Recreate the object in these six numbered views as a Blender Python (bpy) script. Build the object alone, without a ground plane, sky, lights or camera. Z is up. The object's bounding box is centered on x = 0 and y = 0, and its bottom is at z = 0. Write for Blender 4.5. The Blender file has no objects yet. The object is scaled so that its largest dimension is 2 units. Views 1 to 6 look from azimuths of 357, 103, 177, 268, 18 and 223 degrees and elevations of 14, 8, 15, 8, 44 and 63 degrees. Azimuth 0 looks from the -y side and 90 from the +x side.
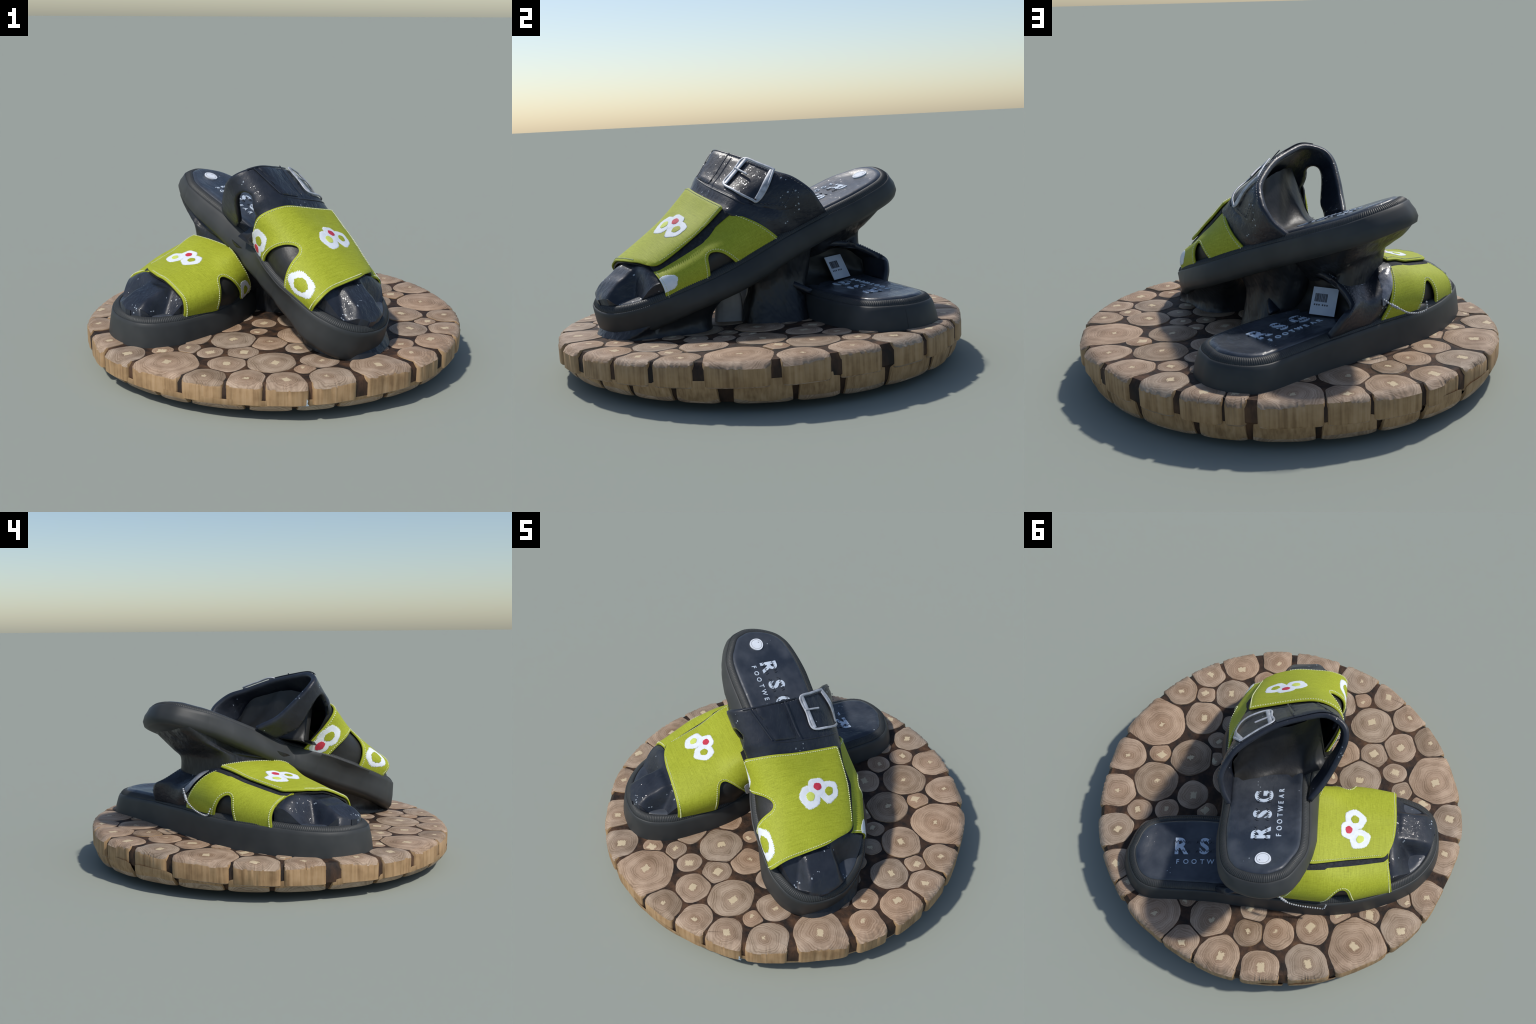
# Two strap sandals leaning on each other on a round board made of log slices.
import bpy, bmesh, math, random
import numpy as np
from mathutils import Matrix, Vector
from mathutils.geometry import delaunay_2d_cdt

random.seed(7)
rng = np.random.default_rng(7)
scene_col = bpy.context.scene.collection

# ------------------------------------------------------------------ helpers
def spline(pts, n, closed=False):
    """Catmull-Rom through the control points, resampled evenly by arc length."""
    P = np.array(pts, float)
    m = len(P)
    if closed:
        Q = np.vstack([P[-1], P, P[0], P[1]])
        segs = m
    else:
        Q = np.vstack([2 * P[0] - P[1], P, 2 * P[-1] - P[-2]])
        segs = m - 1
    out = []
    k = 24
    for i in range(segs):
        a, b, c, d = Q[i], Q[i + 1], Q[i + 2], Q[i + 3]
        for j in range(k):
            u = j / k
            out.append(0.5 * (2 * b + (c - a) * u + (2 * a - 5 * b + 4 * c - d) * u * u + (3 * b - a - 3 * c + d) * u ** 3))
    out.append(P[0] if closed else P[-1])
    out = np.array(out)
    L = np.concatenate([[0], np.cumsum(np.linalg.norm(np.diff(out, axis=0), axis=1))])
    t = np.linspace(0, L[-1], n, endpoint=not closed)
    return np.stack([np.interp(t, L, out[:, i]) for i in range(P.shape[1])], 1)

def resample(P, n, closed=False):
    P = np.array(P, float)
    if closed:
        P = np.vstack([P, P[:1]])
    L = np.concatenate([[0], np.cumsum(np.linalg.norm(np.diff(P, axis=0), axis=1))])
    t = np.linspace(0, L[-1], n, endpoint=not closed)
    return np.stack([np.interp(t, L, P[:, i]) for i in range(P.shape[1])], 1)

def sstep(a, b, x):
    """smooth ramp from 0 at a to 1 at b (either way round)"""
    u = np.clip((np.asarray(x, float) - a) / (b - a), 0, 1)
    return u * u * (3 - 2 * u)

def inside(P, poly):
    """even-odd test of many points against one polygon"""
    x, y = P[:, 0], P[:, 1]
    r = np.zeros(len(P), bool)
    a = poly
    b = np.roll(poly, -1, axis=0)
    for (x0, y0), (x1, y1) in zip(a, b):
        c = ((y0 > y) != (y1 > y))
        if c.any():
            xi = x0 + (y - y0) * (x1 - x0) / ((y1 - y0) if y1 != y0 else 1e-12)
            r ^= c & (x < xi)
    return r

def empty(name, mat, label, category):
    o = bpy.data.objects.new(name, None)
    o.empty_display_size = 0.1
    scene_col.objects.link(o)
    o.matrix_world = mat
    o["label"] = label
    o["category"] = category
    return o

def add(name, verts, faces, mat, parent, smooth=35, recalc=True, loc=None, stuff=False):
    me = bpy.data.meshes.new(name)
    me.from_pydata([tuple(map(float, v)) for v in verts], [], [tuple(map(int, f)) for f in faces])
    if recalc:
        bm = bmesh.new()
        bm.from_mesh(me)
        bmesh.ops.remove_doubles(bm, verts=bm.verts, dist=1e-5)
        bmesh.ops.recalc_face_normals(bm, faces=bm.faces)
        bm.to_mesh(me)
        bm.free()
    me.polygons.foreach_set("use_smooth", [True] * len(me.polygons))
    if smooth is not None:
        me.set_sharp_from_angle(angle=math.radians(smooth))
    me.materials.append(mat)
    o = bpy.data.objects.new(name, me)
    scene_col.objects.link(o)
    o.parent = parent
    if loc is not None:
        o.location = loc
    if stuff:
        o["kind"] = "stuff"
    return o

def grid_faces(nr, nc, closed_c=True):
    f = []
    for i in range(nr - 1):
        for j in range(nc if closed_c else nc - 1):
            j2 = (j + 1) % nc
            f.append((i * nc + j, i * nc + j2, (i + 1) * nc + j2, (i + 1) * nc + j))
    return f

# ---------------------------------------------------------------- materials
class Mat:
    def __init__(self, name, rough=0.5, spec=0.5, metal=0.0):
        m = bpy.data.materials.new(name)
        m.use_nodes = True
        self.m, self.t = m, m.node_tree
        self.b = self.t.nodes["Principled BSDF"]
        self.b.inputs["Roughness"].default_value = rough
        self.b.inputs["Specular IOR Level"].default_value = spec
        self.b.inputs["Metallic"].default_value = metal
    def n(self, kind, **kw):
        x = self.t.nodes.new("ShaderNode" + kind)
        for k, v in kw.items():
            if hasattr(x, k) and not k.startswith("i_"):
                setattr(x, k, v)
            else:
                x.inputs[k[2:].replace("_", " ")].default_value = v
        return x
    def l(self, a, b):
        self.t.links.new(a, b)
    def ramp(self, fac, stops):
        r = self.n("ValToRGB")
        e = r.color_ramp.elements
        while len(e) < len(stops):
            e.new(0.5)
        for el, (p, c) in zip(e, stops):
            el.position = p
            el.color = (*c, 1)
        self.l(fac, r.inputs[0])
        return r.outputs[0]
    def mix(self, fac, a, b, mode="MIX"):
        x = self.n("Mix", data_type="RGBA", blend_type=mode)
        for s, v in ((x.inputs[0], fac), (x.inputs[6], a), (x.inputs[7], b)):
            if isinstance(v, (int, float)):
                s.default_value = v
            elif isinstance(v, tuple):
                s.default_value = (*v, 1)
            else:
                self.l(v, s)
        return x.outputs[2]
    def math(self, op, a, b=0.0, c=None):
        x = self.n("Math", operation=op)
        for s, v in zip(x.inputs, (a, b, c)):
            if v is None:
                continue
            if isinstance(v, (int, float)):
                s.default_value = v
            else:
                self.l(v, s)
        return x.outputs[0]
    def coord(self, scale=(1, 1, 1), out="Object"):
        tc = self.n("TexCoord")
        mp = self.n("Mapping")
        mp.inputs["Scale"].default_value = scale
        self.l(tc.outputs[out], mp.inputs[0])
        return mp.outputs[0]
    def noise(self, vec, scale, detail=3, rough=0.55, out="Fac"):
        x = self.n("TexNoise")
        x.inputs["Scale"].default_value = scale
        x.inputs["Detail"].default_value = detail
        x.inputs["Roughness"].default_value = rough
        self.l(vec, x.inputs["Vector"])
        return x.outputs[out]
    def bump(self, height, strength, dist):
        x = self.n("Bump")
        x.inputs["Strength"].default_value = strength
        x.inputs["Distance"].default_value = dist
        self.l(height, x.inputs["Height"])
        self.l(x.outputs[0], self.b.inputs["Normal"])
    def color(self, sock):
        if isinstance(sock, tuple):
            self.b.inputs["Base Color"].default_value = (*sock, 1)
        else:
            self.l(sock, self.b.inputs["Base Color"])
        return self

def mottled(name, c1, c2, scale, rough, spec=0.5, bump=0.15, bscale=60, bd=0.004, rvar=0.0, film=0.0, painted_glints=0.0):
    M = Mat(name, rough, spec)
    v = M.coord()
    if film:      # crinkled clear film over the leather: sharp little glints
        M.b.inputs["Coat Weight"].default_value = film
        M.b.inputs["Coat Roughness"].default_value = 0.06
        x = M.n("Bump")
        x.inputs["Strength"].default_value = 0.9
        x.inputs["Distance"].default_value = 0.012
        M.l(M.noise(M.coord((1, 1.6, 1.2)), 26, 2, 0.6), x.inputs["Height"])
        M.l(x.outputs[0], M.b.inputs["Coat Normal"])
    base = M.ramp(M.noise(v, scale, 4), [(0.35, c1), (0.7, c2)])
    if painted_glints:     # white highlights painted into the base colour as flecks, in loose groups
        vo = M.n("TexVoronoi")
        vo.inputs["Scale"].default_value = 34
        M.l(M.coord((1.0, 1.5, 1.3)), vo.inputs["Vector"])
        where = M.math("GREATER_THAN", M.noise(v, 9, 2), 0.60)
        size = M.math("MULTIPLY_ADD", M.noise(v, 60, 1), 0.30, painted_glints - 0.15)
        fleck = M.math("MULTIPLY", M.math("LESS_THAN", vo.outputs["Distance"], size), where)
        base = M.mix(M.math("MULTIPLY", fleck, 0.8), base, (0.36, 0.41, 0.46))
    M.color(base)
    if bump:
        M.bump(M.noise(v, bscale, 4), bump, bd)
    if rvar:
        r = M.math("MULTIPLY_ADD", M.noise(v, scale * 1.7, 3), rvar, rough - rvar / 2)
        M.l(r, M.b.inputs["Roughness"])
    return M.m

RUBBER = mottled("black_rubber", (0.031, 0.034, 0.035), (0.050, 0.052, 0.052), 5, 0.5, 0.3, 0.08, 120, 0.002)
PATENT = mottled("black_patent_leather", (0.010, 0.013, 0.021), (0.026, 0.030, 0.040), 7, 0.42, 0.32, 0.30, 22, 0.008, 0.12, 0.28, 0.17)
FOOTBED = mottled("glossy_footbed", (0.020, 0.026, 0.038), (0.066, 0.074, 0.088), 6, 0.40, 0.40, 0.30, 16, 0.008, 0.12, 0.35, 0.12)
LINING = mottled("black_lining", (0.013, 0.013, 0.013), (0.026, 0.026, 0.025), 6, 0.45, 0.4, 0.3, 14, 0.012)
VELCRO = mottled("black_velcro", (0.012, 0.014, 0.018), (0.03, 0.033, 0.04), 60, 0.8, 0.3, 0.5, 220, 0.003)
WHITE = mottled("white_print", (0.70, 0.74, 0.80), (0.80, 0.83, 0.86), 40, 0.6, 0.3, 0.1, 200, 0.001)
RED = mottled("red_print", (0.50, 0.030, 0.060), (0.62, 0.050, 0.085), 40, 0.6, 0.3, 0.1, 200, 0.001)
LIME = mottled("lime_print", (0.58, 0.66, 0.12), (0.66, 0.74, 0.17), 40, 0.6, 0.3, 0.1, 200, 0.001)
INK = mottled("grey_ink", (0.05, 0.05, 0.06), (0.09, 0.09, 0.10), 30, 0.6, 0.3, 0)
LETTER = mottled("pale_lettering", (0.50, 0.58, 0.68), (0.66, 0.74, 0.82), 30, 0.5, 0.4, 0)
THREAD = mottled("pale_thread", (0.62, 0.66, 0.36), (0.78, 0.80, 0.52), 80, 0.7, 0.3, 0)
DARKTHREAD = mottled("dark_thread", (0.05, 0.055, 0.065), (0.10, 0.11, 0.12), 80, 0.6, 0.3, 0)
TAG = mottled("paper_tag", (0.42, 0.46, 0.54), (0.50, 0.54, 0.60), 20, 0.5, 0.4, 0)
POUCH = mottled("clear_plastic_tag", (0.10, 0.11, 0.14), (0.38, 0.38, 0.42), 14, 0.25, 0.6, 0.4, 20, 0.01)
PALE_GREY = mottled("pale_grey_lump", (0.30, 0.29, 0.29), (0.42, 0.40, 0.39), 8, 0.6, 0.3, 0.2, 20, 0.01)

def make_silver():
    M = Mat("brushed_silver", 0.5, 0.4, 0.25)
    v = M.coord()
    M.color(M.ramp(M.noise(v, 30, 4), [(0.3, (0.30, 0.31, 0.33)), (0.7, (0.62, 0.64, 0.68))]))
    return M.m
SILVER = make_silver()

def make_fabric():
    M = Mat("lime_linen", 0.62, 0.35)
    a = M.noise(M.coord((14, 300, 300)), 1.0, 3)
    b = M.noise(M.coord((300, 14, 60)), 1.0, 3)
    big = M.noise(M.coord(), 5, 3)
    w = M.math("ADD", M.math("MULTIPLY", a, 0.5), M.math("MULTIPLY", b, 0.5))
    c = M.ramp(w, [(0.32, (0.26, 0.29, 0.014)), (0.5, (0.36, 0.40, 0.022)), (0.68, (0.45, 0.49, 0.045))])
    c = M.mix(M.math("MULTIPLY", M.ramp(big, [(0.35, (0, 0, 0)), (0.75, (1, 1, 1))]), 0.45), c, (0.30, 0.325, 0.016))
    M.color(c)
    M.bump(w, 0.25, 0.003)
    return M.m
FABRIC = make_fabric()

def make_web():
    """black crumpled wrap with a few pale grey streaks"""
    M = Mat("black_crumpled_wrap", 0.4, 0.45)
    v = M.coord((1, 1, 0.55))
    st = M.noise(v, 9, 2, 0.5)
    c = M.mix(M.ramp(M.noise(v, 4, 3), [(0.4, (0, 0, 0)), (0.8, (1, 1, 1))]), (0.011, 0.012, 0.015), (0.024, 0.025, 0.026))
    c = M.mix(M.ramp(st, [(0.69, (0, 0, 0)), (0.72, (1, 1, 1))]), c, (0.13, 0.13, 0.125))
    M.color(c)
    M.bump(M.noise(v, 10, 3), 0.6, 0.03)
    return M.m
WEB = make_web()

def make_log():
    """end grain: growth rings round the pith, pale pith, tan rim; long grain on the cut sides"""
    M = Mat("log_wood", 0.62, 0.3)
    tc = M.n("TexCoord")
    obj = tc.outputs["Object"]
    info = M.n("ObjectInfo")
    rnd = info.outputs["Random"]
    wob = M.n("TexNoise")
    wob.inputs["Scale"].default_value = 7
    wob.inputs["Detail"].default_value = 4
    M.l(obj, wob.inputs["Vector"])
    off = M.n("VectorMath", operation="SCALE")
    M.l(wob.outputs["Color"], off.inputs[0])
    off.inputs["Scale"].default_value = 0.075
    shift = M.n("CombineXYZ")
    for i in range(3):
        M.l(M.math("MULTIPLY", rnd, 7.0 + i * 3), shift.inputs[i])
    p2 = M.n("VectorMath", operation="ADD")
    M.l(obj, p2.inputs[0])
    M.l(off.outputs[0], p2.inputs[1])
    fl = M.n("VectorMath", operation="MULTIPLY")
    M.l(p2.outputs[0], fl.inputs[0])
    fl.inputs[1].default_value = (1, 1, 0)
    ln = M.n("VectorMath", operation="LENGTH")
    fl2 = M.n("VectorMath", operation="SUBTRACT")
    M.l(fl.outputs[0], fl2.inputs[0])
    mid = M.n("CombineXYZ")
    M.l(M.math("MULTIPLY_ADD", rnd, 0.03, 0.024), mid.inputs[0])
    mid.inputs[1].default_value = 0.0375
    M.l(mid.outputs[0], fl2.inputs[1])
    M.l(fl2.outputs[0], ln.inputs[0])
    r = ln.outputs["Value"]
    ringr = M.math("ADD", M.math("MULTIPLY", r, 1.0), M.math("MULTIPLY", rnd, 3.0))
    s = M.math("SINE", M.math("MULTIPLY", ringr, 690.0))
    s2 = M.math("SINE", M.math("MULTIPLY", ringr, 207.0))
    s3 = M.math("SINE", M.math("MULTIPLY", ringr, 331.0))
    rings = M.math("ADD", M.math("MULTIPLY", s, 0.13), M.math("MULTIPLY_ADD", M.math("MULTIPLY", s2, s3), 0.3, 0.5))
    # shifted noise so that no two logs share blotches
    sv = M.n("VectorMath", operation="ADD")
    M.l(obj, sv.inputs[0])
    M.l(shift.outputs[0], sv.inputs[1])
    blot = M.n("TexNoise")
    blot.inputs["Scale"].default_value = 11
    blot.inputs["Detail"].default_value = 4
    M.l(sv.outputs[0], blot.inputs["Vector"])
    grain = M.n("TexNoise")
    grain.inputs["Scale"].default_value = 150
    grain.inputs["Detail"].default_value = 2
    M.l(sv.outputs[0], grain.inputs["Vector"])
    f = M.math("ADD", M.math("MULTIPLY", rings, 0.34), M.math("ADD", M.math("MULTIPLY", blot.outputs["Fac"], 0.56), M.math("MULTIPLY", grain.outputs["Fac"], 0.18)))
    top = M.ramp(f, [(0.34, (0.20, 0.142, 0.095)), (0.54, (0.325, 0.245, 0.178)), (0.72, (0.44, 0.345, 0.262))])
    # heartwood a little redder near the middle
    heart = M.ramp(r, [(0.0, (1, 1, 1)), (0.07, (0, 0, 0))])
    top = M.mix(M.math("MULTIPLY", heart, 0.45), top, (0.23, 0.135, 0.075))
    tint = M.ramp(rnd, [(0.0, (0.84, 0.80, 0.74)), (0.3, (1.08, 1.02, 0.97)), (0.5, (0.92, 0.93, 0.93)), (0.75, (1.10, 0.98, 0.88)), (1.0, (1.0, 1.0, 0.98))])
    top = M.mix(1.0, top, tint, "MULTIPLY")
    # square-ish pale pith with a ragged edge
    pv = M.n("SeparateXYZ")
    M.l(fl2.outputs[0], pv.inputs[0])
    pith = M.math("MAXIMUM", M.math("ABSOLUTE", pv.outputs[0]), M.math("ABSOLUTE", pv.outputs[1]))
    pith = M.math("ADD", pith, M.math("MULTIPLY_ADD", grain.outputs["Fac"], 0.024, -0.012))
    lim = M.math("MULTIPLY_ADD", M.math("FRACT", M.math("MULTIPLY", rnd, 7.3)), 0.014, 0.007)
    pm = M.math("LESS_THAN", pith, lim)
    top = M.mix(M.math("MULTIPLY", pm, 0.85), top, (0.60, 0.49, 0.32))
    # sides: fibres run along the log
    mp = M.n("Mapping")
    mp.inputs["Scale"].default_value = (60, 60, 3)
    M.l(sv.outputs[0], mp.inputs[0])
    fib = M.noise(mp.outputs[0], 1.0, 3)
    fine = M.noise(sv.outputs[0], 13, 4)
    side = M.ramp(M.math("ADD", M.math("MULTIPLY", fib, 0.55), M.math("MULTIPLY", fine, 0.45)), [(0.36, (0.235, 0.140, 0.066)), (0.52, (0.37, 0.235, 0.118)), (0.68, (0.45, 0.30, 0.17))])
    geo = M.n("TexCoord")
    nz = M.n("SeparateXYZ")
    M.l(geo.outputs["Normal"], nz.inputs[0])
    isside = M.math("LESS_THAN", M.math("ABSOLUTE", nz.outputs[2]), 0.4)
    M.color(M.mix(isside, top, side))
    M.bump(f, 0.15, 0.004)
    return M.m
LOG = make_log()

def make_bark():
    M = Mat("dark_bark_gap", 0.7, 0.25)
    v = M.coord((1, 1, 0.4))
    M.color(M.ramp(M.noise(v, 14, 4), [(0.38, (0.020, 0.014, 0.011)), (0.55, (0.055, 0.030, 0.018)), (0.72, (0.12, 0.062, 0.032))]))
    M.bump(M.noise(v, 40, 4), 0.5, 0.01)
    return M.m
BARK = make_bark()

# ------------------------------------------------------------ the log board
R_BOARD = 0.997
def top_z(x, y):
    return 0.205 + 0.017 * x + 0.019 * y
def low_z(r):
    """height of the underside above the ground plane of the board"""
    return np.interp(r, [0.45, 0.80, 0.945, 0.965, 0.975, 0.988], [0.0, 0.028, 0.042, 0.050, 0.066, 0.098])
def tilt(x, y, z):
    """the board is a little wedge: only what is above its foot leans with the top"""
    drop = 0.016 * max(0.0, 0.7 * y + 0.5 * x) * max(0.0, 1 - abs(z - 0.055) / 0.05)
    return z + (0.017 * x + 0.019 * y) * min(1.0, max(0.0, (z - 0.045) / 0.06)) - drop

def rim_radius(a):
    return R_BOARD + 0.006 * math.cos(a) - 0.006 * math.sin(3 * a + 1.0) + 0.004 * math.sin(7 * a) - 0.003 * math.cos(11 * a)

board = empty("log_slice_board", Matrix.Identity(4), "round board of glued log slices with dark gaps", "wooden board")

# centre x, centre y, radius of each slice as laid; the hidden ones under the shoes are packed below
SLICES = [
    (0.64, -0.66, 0.083), (0.77, -0.49, 0.096), (0.87, -0.32, 0.088), (0.91, -0.13, 0.091), (0.68, -0.32, 0.102),
    (0.79, -0.21, 0.058), (0.85, 0.11, 0.148), (0.69, -0.09, 0.108), (0.83, 0.37, 0.100), (0.71, 0.24, 0.062),
    (0.56, 0.14, 0.117), (0.60, 0.38, 0.123), (0.71, 0.56, 0.100), (0.54, 0.56, 0.067), (0.55, 0.72, 0.091),
    (0.39, 0.30, 0.087), (0.53, -0.04, 0.054), (0.45, 0.05, 0.045), (0.43, 0.46, 0.066), (0.26, 0.32, 0.057),
    (0.40, 0.86, 0.090), (0.06, 0.91, 0.136), (-0.15, 0.92, 0.089), (-0.17, 0.73, 0.111), (-0.34, 0.85, 0.111),
    (-0.37, 0.66, 0.077), (-0.31, 0.55, 0.070), (-0.54, 0.75, 0.096), (-0.49, 0.56, 0.084), (-0.70, 0.58, 0.109),
    (-0.60, 0.42, 0.089), (-0.82, 0.33, 0.147), (-0.77, 0.16, 0.053), (-0.93, 0.10, 0.106), (-0.66, 0.27, 0.053),
    (-0.93, -0.12, 0.094), (-0.85, -0.03, 0.044), (-0.85, -0.36, 0.100), (-0.74, -0.55, 0.092), (-0.57, -0.52, 0.055),
    (-0.53, -0.69, 0.147), (-0.44, -0.51, 0.059), (-0.34, -0.57, 0.066), (-0.36, -0.86, 0.093), (-0.26, -0.72, 0.095),
    (-0.18, -0.58, 0.081), (-0.17, -0.89, 0.085), (-0.05, -0.72, 0.119), (0.00, -0.93, 0.091), (0.10, -0.81, 0.052),
    (0.21, -0.90, 0.100), (-0.22, -0.41, 0.121), (-0.05, -0.47, 0.092), (0.60, -0.52, 0.069), (0.44, -0.79, 0.128),
    (0.18, -0.71, 0.089), (-0.09, -0.30, 0.045), (0.54, -0.17, 0.060)]
packing = random.Random(11)
for size in (0.115, 0.09, 0.07, 0.05):
    for _ in range(900):
        a, r = packing.uniform(0, 2 * math.pi), 0.93 * math.sqrt(packing.random())
        x, y = r * math.cos(a), r * math.sin(a)
        if all(math.hypot(x - p, y - q) > 0.93 * (size + s) for p, q, s in SLICES):
            SLICES.append((round(x, 3), round(y, 3), size))

def build_board():
    # dark core seen in the gaps
    prof = [(0.0, 0.0), (0.45, 0.004), (0.80, 0.034), (0.942, 0.050), (0.960, 0.070), (0.972, 0.100), (0.986, 0.112), (0.987, 0.172), (0.966, 0.200), (0.0, 0.2032)]
    V, F, n = [], [], 144
    for r, z in prof:
        for j in range(n):
            a = 2 * math.pi * j / n
            rr = r * (1 + (0.006 * math.cos(a) - 0.006 * math.sin(3 * a + 1) if r > 0.9 else 0))
            x, y = rr * math.cos(a), rr * math.sin(a)
            V.append((x, y, tilt(x, y, z)))
    add("dark_core", V, grid_faces(len(prof), n), BARK, board, 40)
    C = np.array([(x, y) for x, y, _ in SLICES])
    Rr = np.array([r for _, _, r in SLICES])
    for i, (cx, cy, cr) in enumerate(SLICES):
        g = np.random.default_rng(100 + i)
        ph = g.uniform(0, 6.28, 5)
        am = g.uniform(0.008, 0.030, 5) * [1.9, 1.1, .8, .6, .5]
        rho = math.hypot(cx, cy)
        rim = rho + cr > 0.90
        near = [k for k in range(len(C)) if k != i and np.hypot(*(C[k] - C[i])) < Rr[k] + cr + 0.16]
        m = 84
        pts = []
        for j in range(m):
            th = 2 * math.pi * j / m
            d = np.array([math.cos(th), math.sin(th)])
            rad = cr * (1.015 + sum(am[q] * math.sin((q + 2) * th + ph[q]) for q in range(5)))
            if rim:      # outer slices fill out to the sawn edge
                out = max(0.0, (d @ C[i]) / rho)
                rad *= 1 + 0.75 * out ** 2
            for k in near:
                w = C[k] - C[i]
                L = np.hypot(*w)
                h = (L * L + cr * cr - Rr[k] ** 2) / (2 * L) - 0.0022
                c = d @ w / L
                if c > 1e-3:
                    rad = min(rad, max(h, 0.02) / c)
            # sawn rim of the board
            b = d @ C[i]
            q = b * b - rho * rho
            a_here = math.atan2(*(C[i] + rad * d)[::-1])
            lim = -b + math.sqrt(max(q + rim_radius(a_here) ** 2, 1e-9))
            rad = min(rad, lim)
            pts.append(rad)
        pts = np.array(pts)
        for _ in range(2):
            pts = np.minimum(.25 * np.roll(pts, 1) + .5 * pts + .25 * np.roll(pts, -1), pts * 1.02)
        pts = pts * (1 + g.uniform(-.006, .006, m))
        th = 2 * np.pi * np.arange(m) / m
        poly = C[i] + pts[:, None] * np.stack([np.cos(th), np.sin(th)], 1)
        dz = g.uniform(-0.0025, 0.0025)
        on_rim = np.hypot(poly[:, 0], poly[:, 1]) > R_BOARD - 0.03
        turn = g.uniform(0, 2 * math.pi)
        ct, sn = math.cos(-turn), math.sin(-turn)
        V = []
        def put(x, y, z):
            V.append((x * ct - y * sn, x * sn + y * ct, z))
        jag = g.uniform(-.004, .004, m)
        def ring(shrink, rim_in, drop):
            for p, o, jg in zip(poly, on_rim, jag):
                w = C[i] + (p - C[i]) * (1 - shrink / cr)
                rr = math.hypot(*w)
                if o and rim_in:
                    w = w * min(1, (R_BOARD - rim_in - jg + 0.006 * w[0] / rr - 0.006 * math.sin(3 * math.atan2(w[1], w[0]) + 1)) / rr)
                put(w[0] - cx, w[1] - cy, top_z(*w) + dz - (drop if not o else drop * 2.2))
        ring(0.007, 0.034, 0.0)
        ring(0.003, 0.022, 0.0015)
        ring(0.0005, 0.008, 0.006)
        ring(-0.001, 0.0, 0.013)
        for sh, z0 in ((0.0, 0.104), (0.006, 0.098)):
            for p in poly:
                w = C[i] + (p - C[i]) * (1 - sh / cr)
                put(w[0] - cx, w[1] - cy, tilt(w[0], w[1], z0))
        F = grid_faces(6, m)
        put(0, 0, top_z(cx, cy) + dz + 0.001)
        put(0, 0, tilt(cx, cy, 0.098))
        t, b = len(V) - 2, len(V) - 1
        F += [(j, (j + 1) % m, t) for j in range(m)]
        F += [(5 * m + j, 5 * m + (j + 1) % m, b) for j in range(m)]
        o = add("log", V, F, LOG, board, 38, loc=(cx, cy, 0))
        o.rotation_euler = (0, 0, turn)
    # the underside curves in to its foot and shows a second row of slice ends there
    g = np.random.default_rng(5)
    a = 0.1
    while a < 2 * math.pi - 0.06:   # sawn ends on the sloping edge
        w = min(g.uniform(.17, .30), 2 * math.pi + 0.06 - a)
        mid, half = a + w / 2, w / 2 - .012
        a += w
        V = []
        nu, nv = 22, 13
        r0, r1 = .87 + g.uniform(0, .02), .990
        pc = np.array([math.cos(mid), math.sin(mid)]) * .88
        turn = g.uniform(0, 6.28)
        ct, sn = math.cos(-turn), math.sin(-turn)
        for back in (0, 1):
            for v in np.linspace(-1, 1, nv):
                for u in np.linspace(-1, 1, nu):
                    hu = half * (1 - .22 * max(0, -v) ** 2.2 - .06 * abs(v) ** 6)
                    ang = mid + hu * u
                    r = (r0 + r1) / 2 + (r1 - r0) / 2 * v * (1 - .12 * abs(u) ** 3)
                    x, y = r * math.cos(ang), r * math.sin(ang)
                    z = float(low_z(r)) + (.03 if back else (.006 * max(abs(u), abs(v)) ** 6))
                    x, y, z = x - pc[0], y - pc[1], tilt(x, y, z)
                    V.append((x * ct - y * sn, x * sn + y * ct, z))
        k = nu * nv
        F = grid_faces(nv, nu, False)
        F += [tuple(q + k for q in f[::-1]) for f in F]
        ed = [j for j in range(nu)] + [i * nu + nu - 1 for i in range(1, nv)] + [(nv - 1) * nu + j for j in range(nu - 2, -1, -1)] + [i * nu for i in range(nv - 2, 0, -1)]
        F += [(ed[q], ed[(q + 1) % len(ed)], ed[(q + 1) % len(ed)] + k, ed[q] + k) for q in range(len(ed))]
        o = add("log_end", V, F, LOG, board, 38, loc=(pc[0], pc[1], 0))
        o.rotation_euler = (0, 0, turn)
    # scrap of pale blue tape stuck low on the rim
    V, F = [], []
    a0 = math.atan2(-0.985, 0.075)
    for i in range(7):
        for j in range(9):
            u, v = i / 6 - 0.5, j / 8 - 0.5
            w = 0.045 * (1 - 0.45 * (v + 0.5) ** 2) * (1 + 0.15 * math.sin(9 * v))
            a = a0 + u * w
            r = R_BOARD - 0.006 * math.sin(3 * a + 1) + 0.005
            V.append((r * math.cos(a), r * math.sin(a), 0.103 + v * 0.038))
    n = len(V)
    F = grid_faces(7, 9, False)
    V += [(x * 0.985, y * 0.985, z) for x, y, z in V]
    F += [tuple(q + n for q in f[::-1]) for f in F]
    edge = [j for j in range(9)] + [i * 9 + 8 for i in range(1, 7)] + [6 * 9 + j for j in range(7, -1, -1)] + [i * 9 for i in range(5, 0, -1)]
    F += [(edge[k], edge[(k + 1) % len(edge)], edge[(k + 1) % len(edge)] + n, edge[k] + n) for k in range(len(edge))]
    add("tape_scrap", V, F, TAPE, board, 40)

TAPE = mottled("pale_blue_tape", (0.36, 0.44, 0.50), (0.50, 0.56, 0.60), 30, 0.6, 0.3, 0)
build_board()

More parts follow.
